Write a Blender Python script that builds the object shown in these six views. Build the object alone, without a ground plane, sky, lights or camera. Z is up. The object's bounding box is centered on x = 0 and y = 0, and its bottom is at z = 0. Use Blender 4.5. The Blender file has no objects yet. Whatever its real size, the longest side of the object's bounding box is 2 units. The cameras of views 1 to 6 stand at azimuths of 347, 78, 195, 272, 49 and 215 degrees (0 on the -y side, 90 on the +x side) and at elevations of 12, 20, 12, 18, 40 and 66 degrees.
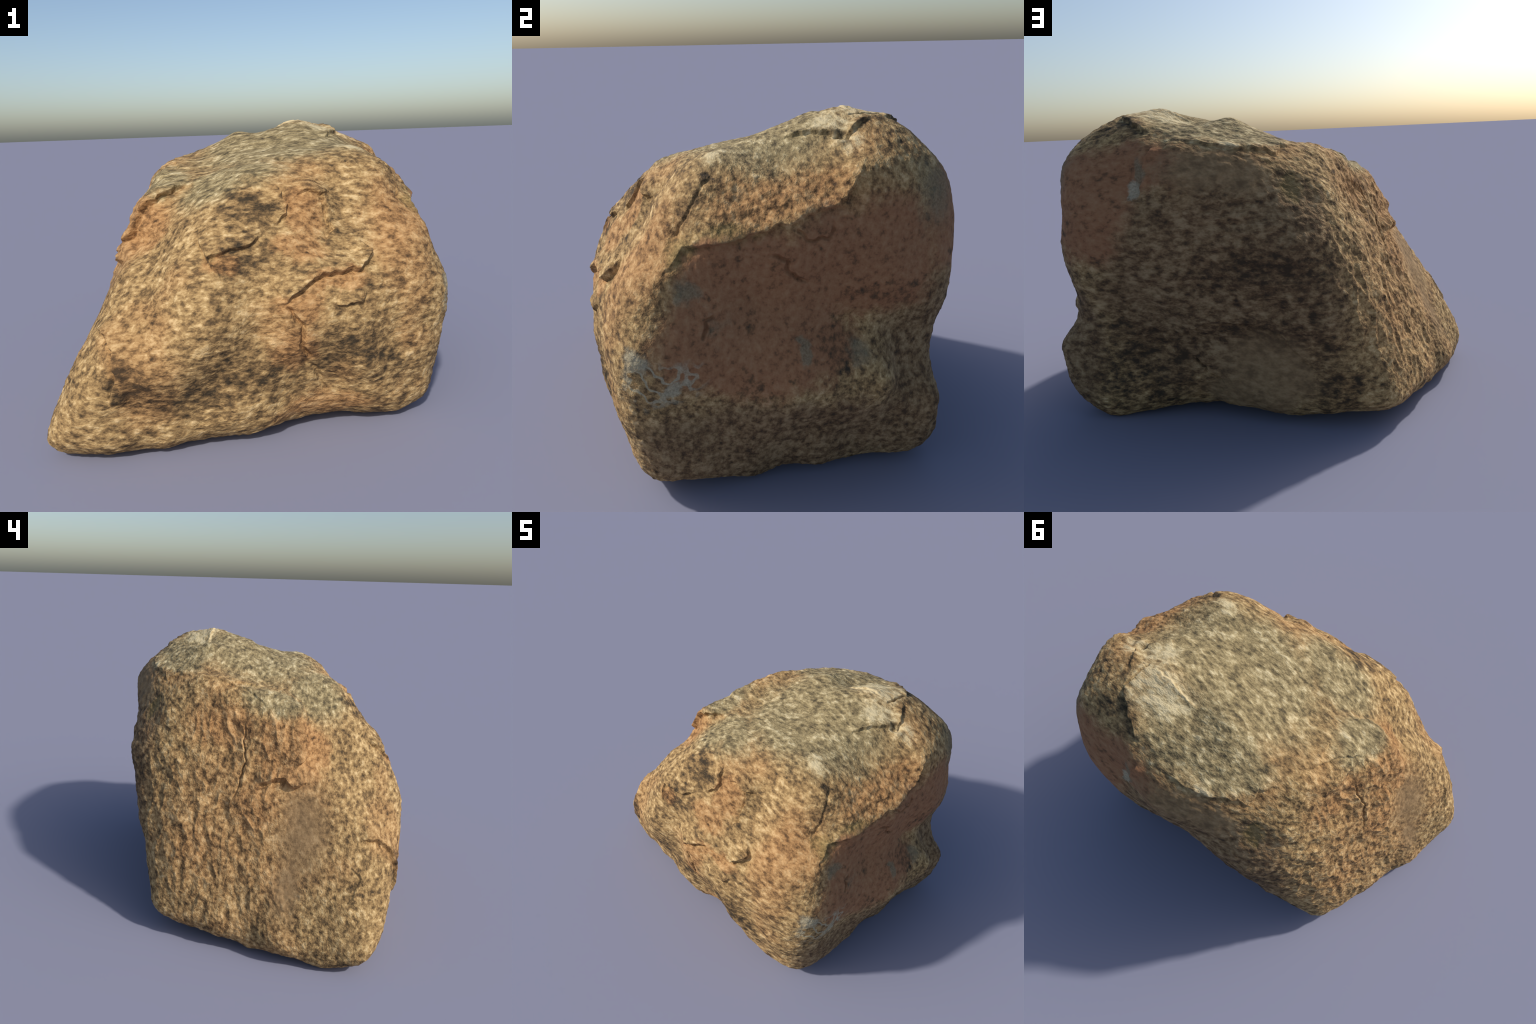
"""A weathered granite boulder.

The body is described by landmarks on its faces (rims, corners, hollows, knobs).
Between them the surface is a smooth blend that is flat wherever neighbouring
landmarks lie on one plane.  Over that come ledges, flakes and cracks that follow
short curves, then broken-rock roughness, then a node material with the granite
grain, the iron-red joint face, clay films, lichen and rust stains.
"""
import bpy
import bmesh
import numpy as np

CENTRE = np.array([0.03, 0.0, 0.62])

# ---------------------------------------------------------------- landmarks
LANDMARKS = {
    "underside": [
        (0.023, 0.286, 0.029), (-0.230, 0.190, 0.019), (-0.049, -0.012, 0.029), (-0.165, -0.223, 0.029), (0.220, -0.198, 0.031),
        (0.336, 0.034, 0.025),
    ],
    "foot": [
        (-0.146, 0.588, 0.101), (-0.244, 0.493, 0.028), (-0.391, 0.565, 0.096), (-0.451, 0.417, 0.036), (-0.672, 0.524, 0.146),
        (-0.742, 0.398, 0.129), (-0.821, 0.199, 0.115), (-0.570, 0.089, 0.015), (-0.815, 0.011, 0.020), (-0.937, -0.117, 0.127),
        (-0.637, -0.137, 0.025), (-0.910, -0.329, -0.003), (-0.444, -0.211, 0.055), (-0.993, -0.520, 0.115), (-0.734, -0.627, 0.076),
        (-0.441, -0.456, -0.001), (-0.470, -0.634, 0.073), (-0.198, -0.694, 0.185), (-0.104, -0.560, 0.025), (-0.038, -0.669, 0.127),
        (0.199, -0.491, 0.033), (0.482, -0.662, 0.164), (0.641, -0.575, 0.034), (0.823, -0.547, 0.094), (0.640, -0.364, 0.010),
        (0.847, -0.350, 0.073), (0.572, -0.181, 0.009), (0.814, -0.150, 0.017), (0.871, -0.046, 0.164), (0.677, 0.018, 0.016),
        (0.858, 0.135, 0.061), (0.886, 0.260, 0.197), (0.720, 0.274, 0.012), (0.863, 0.468, 0.059), (0.503, 0.319, 0.041),
        (0.878, 0.639, 0.186), (0.679, 0.579, -0.007), (0.600, 0.664, 0.170), (0.414, 0.531, 0.039), (0.358, 0.612, 0.179),
        (0.190, 0.564, 0.163), (0.063, 0.548, 0.091),
    ],
    "plateau": [
        (0.019, 0.621, 1.304), (0.001, 0.461, 1.351), (-0.124, 0.539, 1.290), (-0.135, 0.173, 1.295), (-0.316, 0.298, 1.274),
        (-0.438, 0.262, 1.088), (-0.408, 0.173, 1.217), (-0.376, 0.010, 1.233), (-0.446, -0.010, 1.156), (-0.529, -0.032, 1.071),
        (-0.148, -0.019, 1.240), (-0.423, -0.183, 1.158), (-0.485, -0.217, 1.083), (-0.396, -0.218, 1.104), (-0.305, -0.201, 1.147),
        (-0.017, -0.415, 1.221), (0.035, -0.218, 1.273), (0.050, -0.050, 1.313), (0.275, -0.482, 1.144), (0.366, -0.424, 1.169),
        (0.346, -0.304, 1.297), (0.558, -0.431, 1.178), (0.366, -0.149, 1.330), (0.702, -0.295, 1.250), (0.550, -0.223, 1.336),
        (0.777, -0.074, 1.260), (0.667, 0.010, 1.301), (0.151, 0.035, 1.337), (0.871, 0.261, 1.319), (0.683, 0.269, 1.396),
        (0.417, 0.315, 1.480), (0.561, 0.473, 1.449), (0.238, 0.376, 1.400), (0.355, 0.698, 1.304), (0.081, 0.329, 1.425),
    ],
    "front_face": [
        (-0.459, -0.418, 0.893), (-0.708, -0.671, 0.470), (-0.513, -0.547, 0.765), (-0.591, -0.666, 0.275), (-0.540, -0.677, 0.601),
        (-0.417, -0.591, 0.863), (-0.500, -0.747, 0.406), (-0.368, -0.674, 0.244), (-0.377, -0.776, 0.532), (-0.301, -0.719, 0.810),
        (-0.267, -0.703, 0.375), (-0.197, -0.568, 1.041), (-0.255, -0.783, 0.643), (-0.129, -0.727, 0.736), (-0.067, -0.726, 0.582),
        (-0.027, -0.693, 0.824), (0.048, -0.763, 0.690), (0.052, -0.675, 0.267), (0.065, -0.665, 0.918), (0.066, -0.574, 1.019),
        (0.094, -0.757, 0.520), (0.145, -0.686, 0.371), (0.254, -0.725, 0.458), (0.297, -0.663, 0.294), (0.279, -0.585, 0.947),
        (0.380, -0.755, 0.552), (0.448, -0.736, 0.365), (0.331, -0.506, 1.045), (0.562, -0.700, 0.477), (0.632, -0.668, 0.266),
        (0.507, -0.509, 1.029), (0.693, -0.600, 0.901), (0.798, -0.653, 0.371),
    ],
    "red_face": [
        (0.906, -0.583, 0.681), (0.914, -0.576, 0.533), (0.740, -0.410, 1.077), (0.853, -0.461, 0.946), (0.871, -0.371, 0.897),
        (0.918, -0.328, 0.436), (0.910, -0.322, 0.806), (0.866, -0.252, 1.095), (0.893, -0.240, 0.232), (0.792, -0.154, 1.218),
        (0.864, -0.142, 0.857), (0.909, -0.014, 0.992), (1.004, -0.004, 0.480), (0.963, 0.032, 0.656), (0.906, 0.031, 1.180),
        (0.895, 0.041, 0.788), (0.911, 0.070, 0.291), (0.893, 0.158, 0.914), (0.835, 0.154, 1.263), (0.863, 0.225, 0.717),
        (1.005, 0.352, 0.522), (0.913, 0.371, 0.856), (0.938, 0.415, 0.306), (0.845, 0.424, 0.651), (0.886, 0.458, 0.482),
        (0.881, 0.500, 1.009), (0.940, 0.587, 0.366), (0.867, 0.590, 0.787), (0.783, 0.630, 1.243), (0.788, 0.634, 0.575),
    ],
    "back_face": [
        (0.679, 0.641, 0.383), (0.688, 0.720, 0.700), (0.650, 0.752, 1.065), (0.415, 0.594, 0.372), (0.418, 0.671, 0.622),
        (0.429, 0.780, 0.933), (0.393, 0.728, 1.149), (0.302, 0.769, 1.047), (0.244, 0.673, 0.566), (0.167, 0.600, 0.439),
        (0.191, 0.771, 1.197), (0.120, 0.726, 0.925), (0.058, 0.696, 0.747), (-0.046, 0.604, 0.474), (-0.094, 0.590, 0.325),
        (-0.184, 0.601, 0.411), (-0.303, 0.701, 0.914), (-0.257, 0.581, 1.124), (-0.340, 0.593, 0.323), (-0.426, 0.654, 0.574),
        (-0.474, 0.609, 0.404),
    ],
    "slanted_flank": [
        (-0.383, 0.479, 1.106), (-0.530, 0.466, 0.766), (-0.719, 0.411, 0.229), (-0.715, 0.241, 0.379), (-0.480, 0.154, 0.998),
        (-0.642, 0.180, 0.647), (-0.788, 0.079, 0.290), (-0.778, -0.030, 0.415), (-0.582, -0.086, 0.907), (-0.748, -0.135, 0.526),
        (-0.886, -0.238, 0.296), (-0.723, -0.237, 0.627), (-0.582, -0.203, 0.945), (-0.490, -0.278, 0.934), (-0.595, -0.403, 0.823),
        (-0.868, -0.620, 0.307), (-0.695, -0.551, 0.622),
    ],
}


# ---------------------------------------------------------------- relief
# Ledges: the rock to the left of the curve (walking along it, seen from outside)
# stands proud by `rise` and sinks back to the body over `reach`.
LEDGES = [
    # (name, rise, reach, curve)
    ("main_ledge", 0.032, 0.14,
     [(0.04, -0.75, 0.70), (0.08, -0.75, 0.73), (0.15, -0.73, 0.78), (0.23, -0.71, 0.80), (0.34, -0.69, 0.81), (0.40, -0.69, 0.80), (0.46, -0.67, 0.84), (0.50, -0.64, 0.88), (0.46, -0.61, 0.91)]),
    ("patch_left", 0.018, 0.07,
     [(0.06, -0.57, 1.02), (0.11, -0.55, 1.05), (0.13, -0.53, 1.08), (0.11, -0.51, 1.12), (0.10, -0.48, 1.17)]),
    ("patch_rim", 0.018, 0.08,
     [(0.18, -0.50, 1.13), (0.22, -0.49, 1.15), (0.30, -0.48, 1.12), (0.32, -0.50, 1.06), (0.31, -0.54, 1.00), (0.33, -0.56, 0.97), (0.28, -0.60, 0.93)]),
    ("step_left", 0.02, 0.12,
     [(-0.29, -0.56, 0.99), (-0.27, -0.65, 0.90), (-0.17, -0.65, 0.92), (-0.08, -0.64, 0.94), (-0.01, -0.62, 0.98)]),
    ("lower_chip", 0.017, 0.06,
     [(0.27, -0.75, 0.67), (0.32, -0.75, 0.67), (0.40, -0.74, 0.67), (0.43, -0.72, 0.70)]),
    ("tip_crack", 0.02, 0.09,
     [(-0.74, -0.50, 0.60), (-0.71, -0.58, 0.59), (-0.68, -0.64, 0.54), (-0.68, -0.69, 0.44), (-0.71, -0.67, 0.31)]),
    ("lump_under", 0.03, 0.1,
     [(-0.61, -0.00, 0.82), (-0.61, -0.05, 0.84), (-0.62, -0.13, 0.85), (-0.64, -0.17, 0.82), (-0.62, -0.24, 0.84)]),
    ("lump_edge", 0.03, 0.09,
     [(-0.60, -0.19, 0.91), (-0.56, -0.22, 0.95), (-0.47, -0.21, 1.10), (-0.28, -0.18, 1.17)]),
    ("flake_edge", 0.018, 0.1,
     [(0.56, 0.47, 1.45), (0.49, 0.54, 1.42), (0.37, 0.63, 1.37)]),
    ("flake_inner", 0.008, 0.05,
     [(0.25, 0.35, 1.41), (0.37, 0.34, 1.46), (0.48, 0.33, 1.48)]),
    ("back_rim", 0.012, 0.07,
     [(0.19, 0.65, 1.33), (0.07, 0.64, 1.31), (-0.03, 0.61, 1.29), (-0.11, 0.56, 1.28), (-0.18, 0.52, 1.26), (-0.19, 0.45, 1.29), (-0.23, 0.39, 1.29)]),
    ("shelf", 0.016, 0.06,
     [(0.83, -0.45, 0.97), (0.81, -0.37, 1.05), (0.87, -0.25, 1.08), (0.88, -0.14, 1.10), (0.90, -0.05, 1.13), (0.91, 0.03, 1.16), (0.90, 0.17, 1.19), (0.89, 0.22, 1.24), (0.86, 0.28, 1.33)]),
    ("flank_rim", 0.008, 0.06,
     [(-0.27, 0.34, 1.28), (-0.29, 0.24, 1.28), (-0.32, 0.15, 1.26), (-0.39, 0.04, 1.23), (-0.43, -0.02, 1.17)]),
    ("tip_chip", 0.008, 0.06,
     [(-0.82, -0.45, 0.49), (-0.84, -0.50, 0.45), (-0.90, -0.44, 0.35)]),
    ("back_crease", 0.014, 0.1,
     [(0.37, 0.63, 0.47), (0.25, 0.62, 0.47), (0.14, 0.64, 0.53), (-0.07, 0.63, 0.53), (-0.20, 0.62, 0.47), (-0.28, 0.60, 0.37), (-0.36, 0.59, 0.29)]),
    ("strip", 0.012, 0.05,
     [(0.32, 0.70, 1.31), (0.34, 0.73, 1.25), (0.35, 0.74, 1.17), (0.37, 0.75, 1.11)]),
    ("chip", 0.008, 0.04,
     [(-0.30, 0.15, 1.27), (-0.29, 0.07, 1.26), (-0.29, 0.02, 1.25)]),
    ("niche_lip", 0.016, 0.06,
     [(0.53, 0.06, 1.38), (0.58, 0.15, 1.40), (0.63, 0.21, 1.40), (0.68, 0.25, 1.39), (0.65, 0.33, 1.43), (0.60, 0.39, 1.45)]),
]
# Cracks: narrow grooves, (name, depth, half width, curve)
CRACKS = [
    ("cleft", 0.022, 0.009,
     [(0.04, -0.75, 0.70), (0.08, -0.77, 0.64), (0.12, -0.77, 0.59), (0.12, -0.75, 0.50), (0.17, -0.71, 0.42)]),
    ("cleft_low", 0.012, 0.01,
     [(0.13, -0.72, 0.43), (0.21, -0.68, 0.34), (0.26, -0.64, 0.22)]),
    ("flank_crack", 0.011, 0.004,
     [(-0.48, 0.08, 1.09), (-0.52, 0.08, 0.98), (-0.55, 0.07, 0.92), (-0.58, 0.09, 0.85), (-0.62, 0.12, 0.75)]),
    ("flake_crack", 0.018, 0.005,
     [(0.56, 0.47, 1.45), (0.56, 0.41, 1.46), (0.54, 0.32, 1.46)]),
    ("red_crack", 0.016, 0.006,
     [(0.90, -0.08, 1.03), (0.91, -0.02, 1.01), (0.90, -0.01, 0.95), (0.90, 0.07, 0.91)]),
    ("red_crack_up", 0.013, 0.005,
     [(0.91, 0.00, 1.14), (0.92, 0.05, 1.08), (0.92, 0.13, 1.08), (0.92, 0.15, 1.13)]),
    ("red_crack_left", 0.016, 0.006,
     [(0.90, -0.29, 0.83), (0.91, -0.32, 0.81), (0.93, -0.33, 0.75)]),
    ("back_block", 0.014, 0.006,
     [(0.24, 0.59, 0.34), (0.17, 0.59, 0.26), (0.11, 0.59, 0.21)]),
    ("slits", 0.007, 0.006,
     [(0.67, -0.24, 1.29), (0.73, -0.31, 1.22), (0.74, -0.36, 1.15), (0.74, -0.42, 1.07)]),
]
# Hollows (negative) and knobs (positive): place, radius, height
DENTS = [
    ((0.672, 0.258, 1.398), 0.028, -0.030),   # niche behind the top shelf
    ((0.700, 0.235, 1.372), 0.030, 0.012),
    ((0.170, -0.275, 1.285), 0.022, -0.012),  # pits on the plateau
    ((0.775, -0.074, 1.259), 0.030, -0.008),
    ((0.786, -0.153, 1.214), 0.030, -0.007),
    ((-0.640, -0.190, 0.790), 0.110, -0.014), # hollow under the side lump
    ((-0.500, -0.275, 1.060), 0.050, -0.024), # trough beside the lump
    ((-0.570, -0.275, 0.950), 0.050, -0.024),
    ((-0.430, -0.255, 1.130), 0.040, -0.016),
    ((0.745, -0.400, 1.090), 0.030, -0.014),
    ((0.665, -0.240, 1.285), 0.030, -0.007),
]


def unit(v):
    return v / np.linalg.norm(v, axis=-1, keepdims=True)


def smooth(x):
    x = np.clip(x, 0.0, 1.0)
    return x * x * (3 - 2 * x)


# ---------------------------------------------------------------- body
marks = np.array([p for face in LANDMARKS.values() for p in face]) - CENTRE
mark_dir, mark_r = unit(marks), np.linalg.norm(marks, axis=1)
COUNT = len(marks)


def basis(d):
    return np.hstack([np.sqrt(np.maximum(2 - 2 * d @ mark_dir.T, 0) + 0.04 ** 2), np.ones((len(d), 1)), d])


system = np.zeros((COUNT + 4, COUNT + 4))
system[:COUNT] = basis(mark_dir)
system[COUNT:, :COUNT] = system[:COUNT, COUNT:].T
weights = np.linalg.solve(system, np.append(1 / mark_r, np.zeros(4)))


def body(d):
    """Surface points in the directions d: 1/r is blended, so planes stay planes."""
    return CENTRE + d * np.concatenate([1 / (basis(c) @ weights) for c in np.array_split(d, 16)])[:, None]


# ---------------------------------------------------------------- noise
rng = np.random.default_rng(11)
PERM = np.tile(rng.permutation(256), 3)
GRAD = unit(rng.normal(size=(256, 3)))


def noise(p):
    """Gradient noise, about -0.7 to 0.7, one cell per unit."""
    cell = np.floor(p).astype(int)
    f = p - cell
    cell &= 255
    u = f * f * f * (f * (f * 6 - 15) + 10)
    total = 0.0
    for i in (0, 1):
        for j in (0, 1):
            for k in (0, 1):
                corner = np.array([i, j, k])
                h = PERM[PERM[PERM[cell[:, 0] + i] + cell[:, 1] + j] + cell[:, 2] + k]
                w = np.prod(np.where(corner, u, 1 - u), axis=1)
                total = total + w * np.einsum("ij,ij->i", GRAD[h], f - corner)
    return total


def blob(p, centre, radii):
    q = np.linalg.norm((p - np.array(centre)) / np.array(radii), axis=1)
    return 1 - smooth((q - 0.7) / 0.6)


# ---------------------------------------------------------------- mesh
def nearest_on_curve(p, curve):
    """Distance, foot point, tangent and end taper for points p against a polyline."""
    best = np.full(len(p), 9.0)
    foot, tangent, run = np.zeros_like(p), np.zeros_like(p), np.zeros(len(p))
    lengths = np.linalg.norm(np.diff(curve, axis=0), axis=1)
    start = 0.0
    for a, b, length in zip(curve[:-1], curve[1:], lengths):
        t = np.clip((p - a) @ (b - a) / length ** 2, 0, 1)
        q = a + t[:, None] * (b - a)
        dist = np.linalg.norm(p - q, axis=1)
        hit = dist < best
        best[hit], foot[hit], tangent[hit], run[hit] = dist[hit], q[hit], (b - a) / length, start + t[hit] * length
        start += length
    taper = smooth(np.minimum(run, start - run) / (0.18 * start) + 0.25)
    return best, foot, tangent, taper


def bend(curve, seed, amount=0.009):
    """Drop a coarse curve on the body and give it small kinks."""
    curve = np.array(curve)
    t = np.linspace(0, len(curve) - 1, 7 * (len(curve) - 1) + 1)
    fine = np.stack([np.interp(t, np.arange(len(curve)), curve[:, k]) for k in range(3)], 1)
    q = fine * 28 + seed * 7.3
    fine += amount * 2 * np.stack([noise(q), noise(q + 31.7), noise(q + 63.1)], 1)
    return body(unit(fine - CENTRE))


LEDGES = [(rise, reach, bend(curve, i)) for i, (name, rise, reach, curve) in enumerate(LEDGES)]
CRACKS = [(depth, half, bend(curve, i + 50)) for i, (name, depth, half, curve) in enumerate(CRACKS)]
LINES = [c for *_, c in LEDGES] + [c for *_, c in CRACKS]

bm = bmesh.new()
bmesh.ops.create_icosphere(bm, subdivisions=9, radius=1)
for fine_band in (0.016,):          # finer mesh along ledges and cracks
    d = np.array([v.co for v in bm.verts])
    d = unit(d)
    p = body(d)
    close = np.zeros(len(p), bool)
    for line in LINES:
        box = np.all((p > line.min(0) - fine_band) & (p < line.max(0) + fine_band), axis=1)
        index = np.where(box)[0]
        close[index[nearest_on_curve(p[index], line)[0] < fine_band]] = True
    bm.verts.ensure_lookup_table()
    edges = [e for e in bm.edges if close[e.verts[0].index] and close[e.verts[1].index]]
    bmesh.ops.subdivide_edges(bm, edges=edges, cuts=1, use_grid_fill=True)
    bm.verts.index_update()
bmesh.ops.triangulate(bm, faces=[f for f in bm.faces if len(f.verts) > 3])
mesh = bpy.data.meshes.new("boulder")
bm.to_mesh(mesh)
bm.free()

co = np.empty(len(mesh.vertices) * 3)
mesh.vertices.foreach_get("co", co)
d = unit(co.reshape(-1, 3))
P = body(d)

# outward normals of the body, from two small steps along the sphere
side = unit(np.cross(d, np.where(np.abs(d[:, 2:]) > 0.9, [[1.0, 0, 0]], [[0, 0, 1.0]])))
up = np.cross(d, side)
step = 0.012
N = unit(np.cross(body(unit(d + step * side)) - body(unit(d - step * side)),
                  body(unit(d + step * up)) - body(unit(d - step * up))))
N *= np.sign(np.einsum("ij,ij->i", N, d))[:, None]

# corners and ridges stand a little sharper than the blend leaves them
reach_out = np.linalg.norm(P - CENTRE, axis=1)
around = sum(np.linalg.norm(body(unit(d + 0.07 * s)) - CENTRE, axis=1) for s in (side, -side, up, -up)) / 4
offset = 0.08 * np.clip(reach_out - around, 0, 0.03)
for rise, reach, line in LEDGES:
    box = np.all((P > line.min(0) - reach) & (P < line.max(0) + reach), axis=1)
    i = np.where(box)[0]
    dist, foot, tangent, taper = nearest_on_curve(P[i], line)
    left = np.einsum("ij,ij->i", np.cross(N[i], tangent), P[i] - foot)
    lip = smooth(left / 0.011 + 0.5)                      # the broken edge
    back = 1 - smooth(dist / reach)
    under = smooth(1 - dist / 0.022) * (1 - lip)          # shadow gap below the edge
    offset[i] += taper * (rise * lip * back - 0.30 * rise * under)
for depth, half, line in CRACKS:
    box = np.all((P > line.min(0) - 0.03) & (P < line.max(0) + 0.03), axis=1)
    i = np.where(box)[0]
    dist, _, _, taper = nearest_on_curve(P[i], line)
    offset[i] -= depth * taper * smooth(1 - dist / (2 * half))
for place, size, height in DENTS:
    q = np.linalg.norm(P - np.array(place), axis=1) / size
    offset += height * smooth(1 - q / 1.6)

# broken-rock roughness; calmer on the red joint face, the clay films and the plateau
calm = np.maximum.reduce([
    blob(P, (0.93, 0.05, 0.82), (0.16, 0.62, 0.34)),
    blob(P, (0.55, 0.74, 1.05), (0.30, 0.20, 0.28)),
    blob(P, (-0.74, -0.20, 0.58), (0.16, 0.15, 0.26)),
    blob(P, (-0.13, 0.60, 0.27), (0.26, 0.16, 0.20)),
    0.6 * blob(P, (0.20, -0.02, 1.36), (0.55, 0.40, 0.16)),
])
rough = 1 - 0.7 * calm
rough += 0.5 * blob(P, (0.84, -0.05, 1.22), (0.16, 0.42, 0.14))                   # broken shelf edge
foliated = P * np.array([0.62, 1.0, 1.0])                  # grain drawn out along x
flank = blob(P, (-0.58, 0.18, 0.70), (0.40, 0.48, 0.62)) * (1 - calm)
behind = blob(P, (0.05, 0.66, 0.60), (0.62, 0.22, 0.55))
lumps = noise(P * 7.0 + 5.0) * 0.009 + noise(P * 13.0 + 17.0) * 0.006
chips = np.abs(noise(foliated * 24.0 + 3.0)) * 0.010 - 0.0025
blocks = -np.abs(noise(P * np.array([15.0, 17.0, 9.0]) + 40.0)) * 0.030 + 0.006      # coarse broken blocks
strata = noise(P * np.array([4.0, 4.0, 19.0]) + np.array([0, 0, 2.0]) + 0.6 * noise(P * 4.0)[:, None]) * 0.012
grains = noise(foliated * 52.0 + 9.0) * 0.0042 + noise(P * 95.0) * 0.0016
offset += -0.001 + lumps * (0.45 + 0.55 * rough) + (chips * 0.8 + grains) * rough + blocks * flank + strata * behind * (1 - calm)
P = P + N * offset[:, None]

P[:, 2] = np.where(P[:, 2] < 0.012, 0.012 * np.exp(np.minimum(P[:, 2] / 0.012 - 1, 0)), P[:, 2])   # rests on the ground
P[:, 2] -= P[:, 2].min()
mesh.vertices.foreach_set("co", P.ravel())
mesh.shade_smooth()

boulder = bpy.data.objects.new("boulder", mesh)
bpy.context.collection.objects.link(boulder)
boulder["label"] = "rough angular tan granite boulder with a red side"
boulder["category"] = "rock"

# ---------------------------------------------------------------- material
stone = bpy.data.materials.new("weathered_granite")
stone.use_nodes = True
tree = stone.node_tree
nodes, links = tree.nodes, tree.links
shader = nodes["Principled BSDF"]


def put(socket, value):
    if isinstance(value, bpy.types.NodeSocket):
        links.new(value, socket)
    else:
        socket.default_value = value


def math(op, a, b=0.0, c=None, clamp=False):
    n = nodes.new("ShaderNodeMath")
    n.operation, n.use_clamp = op, clamp
    put(n.inputs[0], a)
    put(n.inputs[1], b)
    if c is not None:
        put(n.inputs[2], c)
    return n.outputs[0]


def vector(op, a, b=(0, 0, 0), scale=None):
    n = nodes.new("ShaderNodeVectorMath")
    n.operation = op
    put(n.inputs[0], a)
    put(n.inputs[1], b)
    if scale is not None:
        put(n.inputs["Scale"], scale)
    return n.outputs["Value" if op == "LENGTH" else "Vector"]


def noise_node(coord, scale, detail=2.0, roughness=0.5, colour=False):
    n = nodes.new("ShaderNodeTexNoise")
    put(n.inputs["Vector"], coord)
    n.inputs["Scale"].default_value = scale
    n.inputs["Detail"].default_value = detail
    n.inputs["Roughness"].default_value = roughness
    return n.outputs["Color" if colour else "Fac"]


def ramp(fac, stops):
    n = nodes.new("ShaderNodeValToRGB")
    put(n.inputs["Fac"], fac)
    e = n.color_ramp.elements
    while len(e) < len(stops):
        e.new(0.5)
    for element, (at, colour) in zip(e, stops):
        element.position = at
        element.color = (*colour, 1)
    return n.outputs["Color"]


def span(value, low, high, out_low=0.0, out_high=1.0):
    n = nodes.new("ShaderNodeMapRange")
    n.interpolation_type = "SMOOTHSTEP"
    put(n.inputs["Value"], value)
    for name, x in zip(("From Min", "From Max", "To Min", "To Max"), (low, high, out_low, out_high)):
        n.inputs[name].default_value = x
    return n.outputs["Result"]


def mix(fac, a, b):
    n = nodes.new("ShaderNodeMix")
    n.data_type = "RGBA"
    put(n.inputs["Factor"], fac)
    put(n.inputs[6], a)
    put(n.inputs[7], b)
    return n.outputs[2]


here = nodes.new("ShaderNodeTexCoord").outputs["Object"]
drift = vector("SUBTRACT", noise_node(here, 5.0, 3.0, 0.6, colour=True), (0.5, 0.5, 0.5))
ragged = vector("SUBTRACT", noise_node(here, 30.0, 3.0, 0.6, colour=True), (0.5, 0.5, 0.5))
frayed = vector("ADD", vector("ADD", here, vector("SCALE", drift, scale=0.20)), vector("SCALE", ragged, scale=0.07))


def patch(centre, radii, soft=0.35, coord=None):
    """1 inside a ragged ellipsoid, 0 outside."""
    q = vector("SUBTRACT", coord or frayed, centre)
    q = vector("LENGTH", vector("DIVIDE", q, radii))
    return span(q, 1 + soft, 1 - soft)


def any_of(masks):
    total = masks[0]
    for m in masks[1:]:
        total = math("MAXIMUM", total, m)
    return total


# granite grain, drawn out along the foliation
streak = nodes.new("ShaderNodeMapping")
streak.inputs["Rotation"].default_value = (0.10, -0.22, 0.15)
streak.inputs["Scale"].default_value = (0.55, 1.0, 1.0)
links.new(here, streak.inputs["Vector"])
streak = streak.outputs["Vector"]
crystals = noise_node(streak, 38.0, 4.0, 0.62)
fine = noise_node(streak, 130.0, 2.0, 0.6)
clots = noise_node(here, 9.0, 3.0, 0.6)
regions = noise_node(here, 2.6, 2.0, 0.5)
grain = math("ADD", math("MULTIPLY", math("SUBTRACT", crystals, 0.5), 1.50), 0.5)
grain = math("ADD", grain, math("MULTIPLY", math("SUBTRACT", fine, 0.5), 0.30))
grain = math("ADD", grain, math("MULTIPLY", math("SUBTRACT", clots, 0.5), 0.50))

# where the rust, dark patches, films and lichens sit
grey_mask = any_of([
    patch((0.22, 0.02, 1.38), (0.52, 0.40, 0.17)),        # the plateau
    patch((-0.10, -0.30, 1.20), (0.30, 0.16, 0.16)),
    patch((-0.36, -0.08, 1.20), (0.16, 0.16, 0.09)),      # top of the side lump
    patch((0.10, 0.45, 1.38), (0.42, 0.22, 0.12)),
])
red_mask = any_of([
    patch((0.95, -0.10, 0.76), (0.15, 0.42, 0.28), 0.22),
    patch((0.92, -0.14, 0.95), (0.14, 0.29, 0.15), 0.22),
    patch((0.93, 0.30, 0.96), (0.14, 0.34, 0.26), 0.22),
    patch((0.70, 0.70, 1.06), (0.30, 0.22, 0.24), 0.22),
    patch((0.40, 0.72, 1.22), (0.26, 0.14, 0.13), 0.30),
])
rust_mask = any_of([
    patch((0.20, -0.54, 1.05), (0.10, 0.12, 0.12)),
    patch((0.14, -0.66, 0.92), (0.12, 0.10, 0.08)),
    patch((0.14, -0.77, 0.69), (0.11, 0.10, 0.07)),
    patch((0.30, -0.74, 0.76), (0.18, 0.10, 0.05)),
    patch((0.08, -0.73, 0.47), (0.09, 0.10, 0.12)),
    patch((0.28, -0.62, 0.15), (0.22, 0.12, 0.08)),
    patch((-0.22, -0.67, 0.88), (0.09, 0.08, 0.04)),
    patch((-0.50, -0.26, 0.98), (0.14, 0.10, 0.16)),
    patch((0.68, -0.50, 0.98), (0.16, 0.18, 0.24), 0.6),
    patch((-0.58, -0.10, 0.96), (0.14, 0.14, 0.20)),
    patch((-0.64, 0.02, 0.72), (0.10, 0.12, 0.18), 0.6),
    patch((0.84, -0.05, 1.22), (0.12, 0.40, 0.10), 0.5),
    patch((-0.48, 0.20, 1.08), (0.12, 0.18, 0.12), 0.5),
    math("MULTIPLY", patch((-0.66, 0.10, 0.62), (0.26, 0.42, 0.50), 0.5), 0.55),
])
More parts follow.
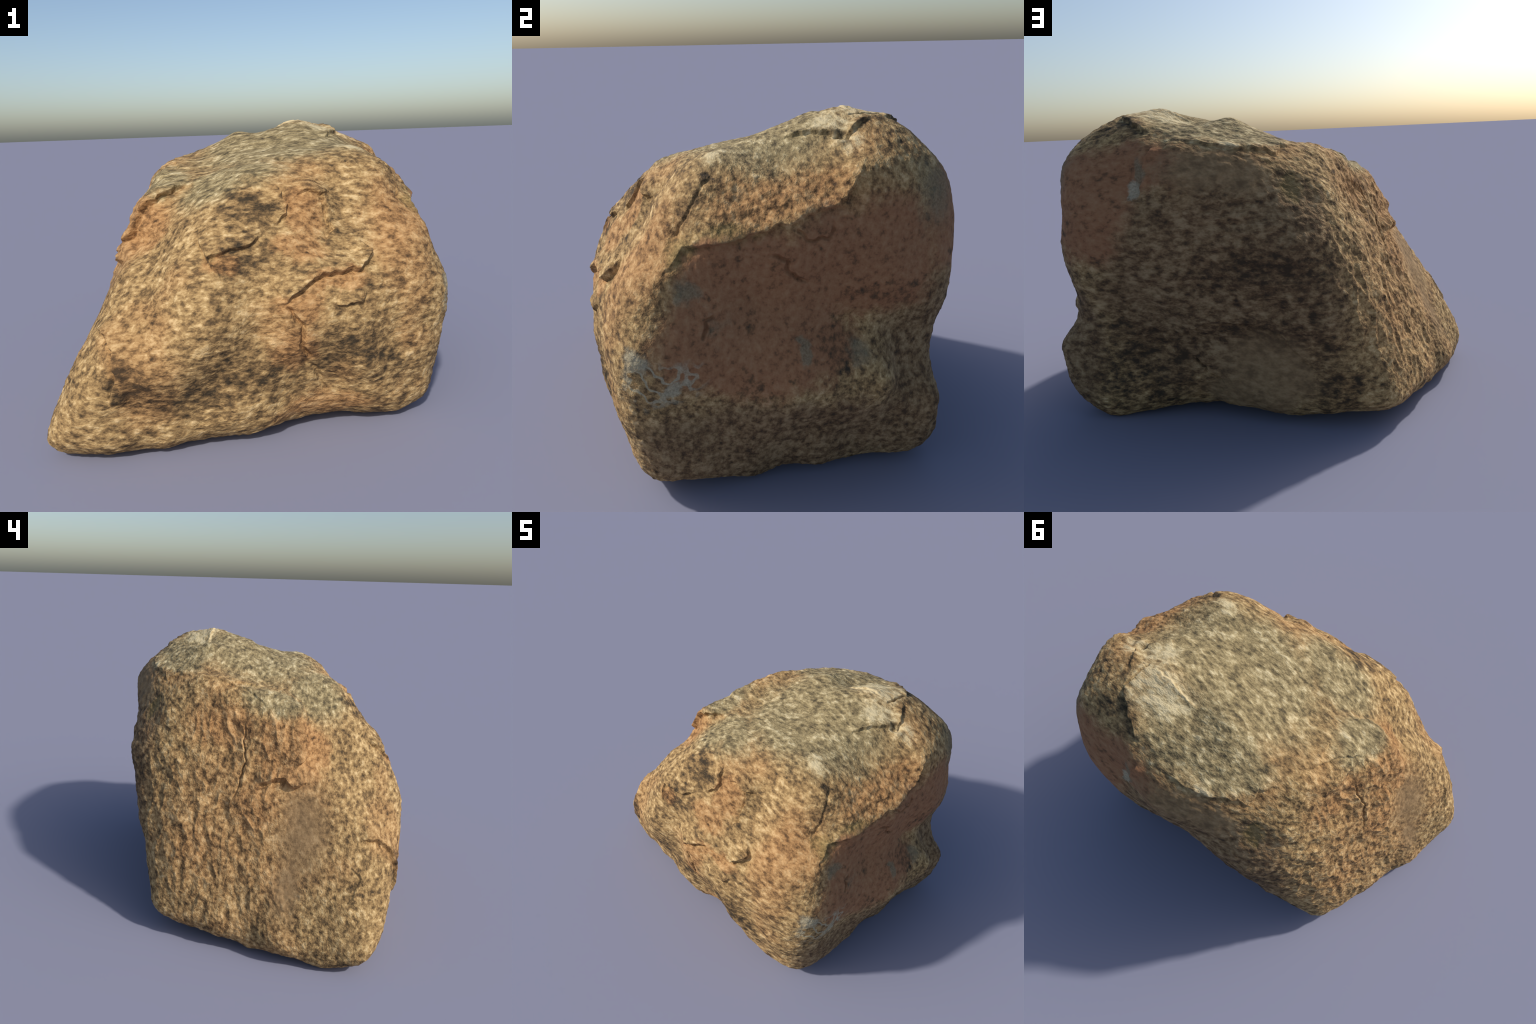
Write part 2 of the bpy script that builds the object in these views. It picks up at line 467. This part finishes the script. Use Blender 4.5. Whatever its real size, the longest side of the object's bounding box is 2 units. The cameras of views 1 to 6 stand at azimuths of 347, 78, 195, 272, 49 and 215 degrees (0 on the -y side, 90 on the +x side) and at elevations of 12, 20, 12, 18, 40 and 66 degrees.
clay_mask = any_of([
    patch((-0.72, -0.22, 0.64), (0.16, 0.100, 0.25), 0.9),
    patch((-0.80, -0.16, 0.36), (0.14, 0.07, 0.16), 0.6),
    patch((-0.13, 0.60, 0.28), (0.23, 0.16, 0.18), 0.3),
    patch((-0.03, 0.56, 0.16), (0.26, 0.14, 0.09), 0.3),
    patch((0.05, 0.70, 1.20), (0.26, 0.10, 0.09), 0.4),
])
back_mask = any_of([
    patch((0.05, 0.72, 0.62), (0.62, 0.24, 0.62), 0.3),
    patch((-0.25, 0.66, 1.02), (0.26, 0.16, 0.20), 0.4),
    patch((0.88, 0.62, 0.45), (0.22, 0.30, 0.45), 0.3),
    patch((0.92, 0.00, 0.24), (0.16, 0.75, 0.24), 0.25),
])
dark_patches = any_of([
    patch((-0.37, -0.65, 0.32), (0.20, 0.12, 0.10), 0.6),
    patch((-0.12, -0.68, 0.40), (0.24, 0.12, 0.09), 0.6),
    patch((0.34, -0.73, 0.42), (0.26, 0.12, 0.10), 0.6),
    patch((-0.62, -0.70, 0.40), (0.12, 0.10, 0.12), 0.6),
    patch((-0.06, -0.54, 1.08), (0.12, 0.10, 0.09), 0.6),
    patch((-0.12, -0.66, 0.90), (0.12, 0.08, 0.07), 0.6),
    patch((0.92, 0.34, 0.84), (0.10, 0.17, 0.05), 0.4),
    patch((0.95, 0.18, 0.62), (0.10, 0.07, 0.13), 0.4),
    patch((-0.42, 0.58, 0.22), (0.12, 0.12, 0.12), 0.5),
    patch((0.48, 0.62, 0.28), (0.26, 0.16, 0.20), 0.7),
    patch((-0.20, 0.72, 0.78), (0.30, 0.14, 0.12), 0.7),
    patch((-0.20, 0.64, 0.48), (0.30, 0.12, 0.07), 0.6),
    patch((0.52, 0.58, 1.40), (0.12, 0.07, 0.06), 0.5),
    patch((0.17, -0.275, 1.285), (0.025, 0.025, 0.03), 0.6),
    patch((0.67, -0.25, 1.28), (0.04, 0.05, 0.05), 0.6),
])
pale_skin = any_of([
    patch((0.42, 0.42, 1.47), (0.17, 0.12, 0.08), 0.3),
    patch((0.54, 0.25, 1.44), (0.10, 0.08, 0.06), 0.3),
    patch((0.55, -0.22, 1.34), (0.07, 0.05, 0.05), 0.5),
    patch((0.72, 0.27, 1.37), (0.06, 0.05, 0.04), 0.5),
    patch((0.02, 0.62, 1.30), (0.06, 0.04, 0.03), 0.5),
])
curls = span(math("ABSOLUTE", math("SUBTRACT", noise_node(here, 16.0, 1.0, 0.5), 0.5)), 0.07, 0.03)
lichen_mask = any_of([
    math("MULTIPLY", patch((0.94, -0.50, 0.60), (0.12, 0.16, 0.11), 0.3), curls),
    patch((0.91, -0.57, 0.69), (0.05, 0.05, 0.05), 0.4),
    patch((0.95, -0.44, 0.59), (0.05, 0.035, 0.05), 0.3),
    patch((0.38, 0.74, 1.12), (0.035, 0.05, 0.04), 0.3),
])
blue_mask = any_of([
    patch((0.95, 0.03, 0.655), (0.06, 0.040, 0.050), 0.25),
    patch((0.88, -0.37, 0.90), (0.06, 0.045, 0.040), 0.4),
    patch((0.94, 0.27, 0.61), (0.05, 0.05, 0.04), 0.6),
    patch((0.84, 0.58, 1.20), (0.10, 0.09, 0.10), 0.9),
    patch((0.34, 0.72, 1.20), (0.03, 0.05, 0.09), 0.4),
    patch((0.95, -0.28, 0.80), (0.05, 0.05, 0.05), 0.7),
])
moss_mask = any_of([
    patch((-0.25, 0.58, 1.12), (0.05, 0.05, 0.05), 0.5),
    patch((0.82, -0.38, 1.05), (0.06, 0.06, 0.07), 0.6),
    patch((0.87, -0.22, 1.10), (0.05, 0.10, 0.04), 0.6),
])


value = math("SUBTRACT", grain, math("MULTIPLY", dark_patches, 0.20))
value = math("ADD", value, math("MULTIPLY", pale_skin, 0.19))

tan = ramp(value, [(0.14, (0.045, 0.032, 0.018)), (0.33, (0.145, 0.090, 0.040)), (0.48, (0.290, 0.182, 0.076)),
                   (0.62, (0.425, 0.282, 0.122)), (0.82, (0.64, 0.46, 0.235))])
grey = ramp(value, [(0.12, (0.052, 0.043, 0.026)), (0.33, (0.150, 0.115, 0.058)), (0.48, (0.262, 0.203, 0.100)),
                    (0.62, (0.365, 0.290, 0.150)), (0.82, (0.60, 0.50, 0.30))])
rust = ramp(value, [(0.14, (0.07, 0.038, 0.018)), (0.33, (0.21, 0.108, 0.043)), (0.50, (0.385, 0.205, 0.080)),
                    (0.78, (0.54, 0.325, 0.145))])
calm_value = math("ADD", 0.5, math("MULTIPLY", math("SUBTRACT", value, 0.5), 0.62))
red = ramp(math("SUBTRACT", calm_value, math("MULTIPLY", span(clots, 0.54, 0.68), 0.22)),
           [(0.12, (0.045, 0.036, 0.024)), (0.30, (0.155, 0.078, 0.037)), (0.44, (0.285, 0.130, 0.060)),
            (0.75, (0.35, 0.185, 0.092))])
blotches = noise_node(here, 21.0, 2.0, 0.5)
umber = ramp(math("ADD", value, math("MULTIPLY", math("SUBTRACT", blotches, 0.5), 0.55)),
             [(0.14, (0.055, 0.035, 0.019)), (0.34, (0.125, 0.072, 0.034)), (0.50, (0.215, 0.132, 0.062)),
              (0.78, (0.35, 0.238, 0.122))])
clay = ramp(value, [(0.20, (0.16, 0.100, 0.048)), (0.50, (0.245, 0.155, 0.074)), (0.80, (0.32, 0.21, 0.105))])

colour = tan
colour = mix(math("MULTIPLY", span(regions, 0.50, 0.66), 0.45), colour, rust)
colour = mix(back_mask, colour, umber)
colour = mix(math("MULTIPLY", rust_mask, 0.85), colour, rust)
colour = mix(math("MULTIPLY", grey_mask, 0.95), colour, grey)
colour = mix(math("MULTIPLY", red_mask, 0.94), colour, red)
colour = mix(math("MULTIPLY", clay_mask, 0.90), colour, clay)
colour = mix(math("MULTIPLY", lichen_mask, 0.75), colour, ramp(fine, [(0.3, (0.28, 0.25, 0.165)), (0.7, (0.48, 0.435, 0.30))]))
colour = mix(math("MULTIPLY", blue_mask, 0.65), colour, ramp(fine, [(0.3, (0.12, 0.104, 0.060)), (0.7, (0.25, 0.222, 0.138))]))
colour = mix(math("MULTIPLY", moss_mask, 0.28), colour, (0.21, 0.18, 0.055, 1))
colour = mix(math("MULTIPLY", pale_skin, math("ADD", 0.15, math("MULTIPLY", span(grain, 0.30, 0.65), 0.5))), colour, (0.55, 0.46, 0.275, 1))
links.new(colour, shader.inputs["Base Color"])
shader.inputs["Roughness"].default_value = 0.9
shader.inputs["Specular IOR Level"].default_value = 0.25

bump = nodes.new("ShaderNodeBump")
bump.inputs["Strength"].default_value = 0.6
bump.inputs["Distance"].default_value = 0.010
smoothness = math("MAXIMUM", math("MULTIPLY", clay_mask, 0.75), math("MULTIPLY", red_mask, 0.6))
height = math("MULTIPLY", math("ADD", grain, math("MULTIPLY", fine, 0.35)), math("SUBTRACT", 1.0, smoothness))
links.new(height, bump.inputs["Height"])
links.new(bump.outputs["Normal"], shader.inputs["Normal"])
mesh.materials.append(stone)
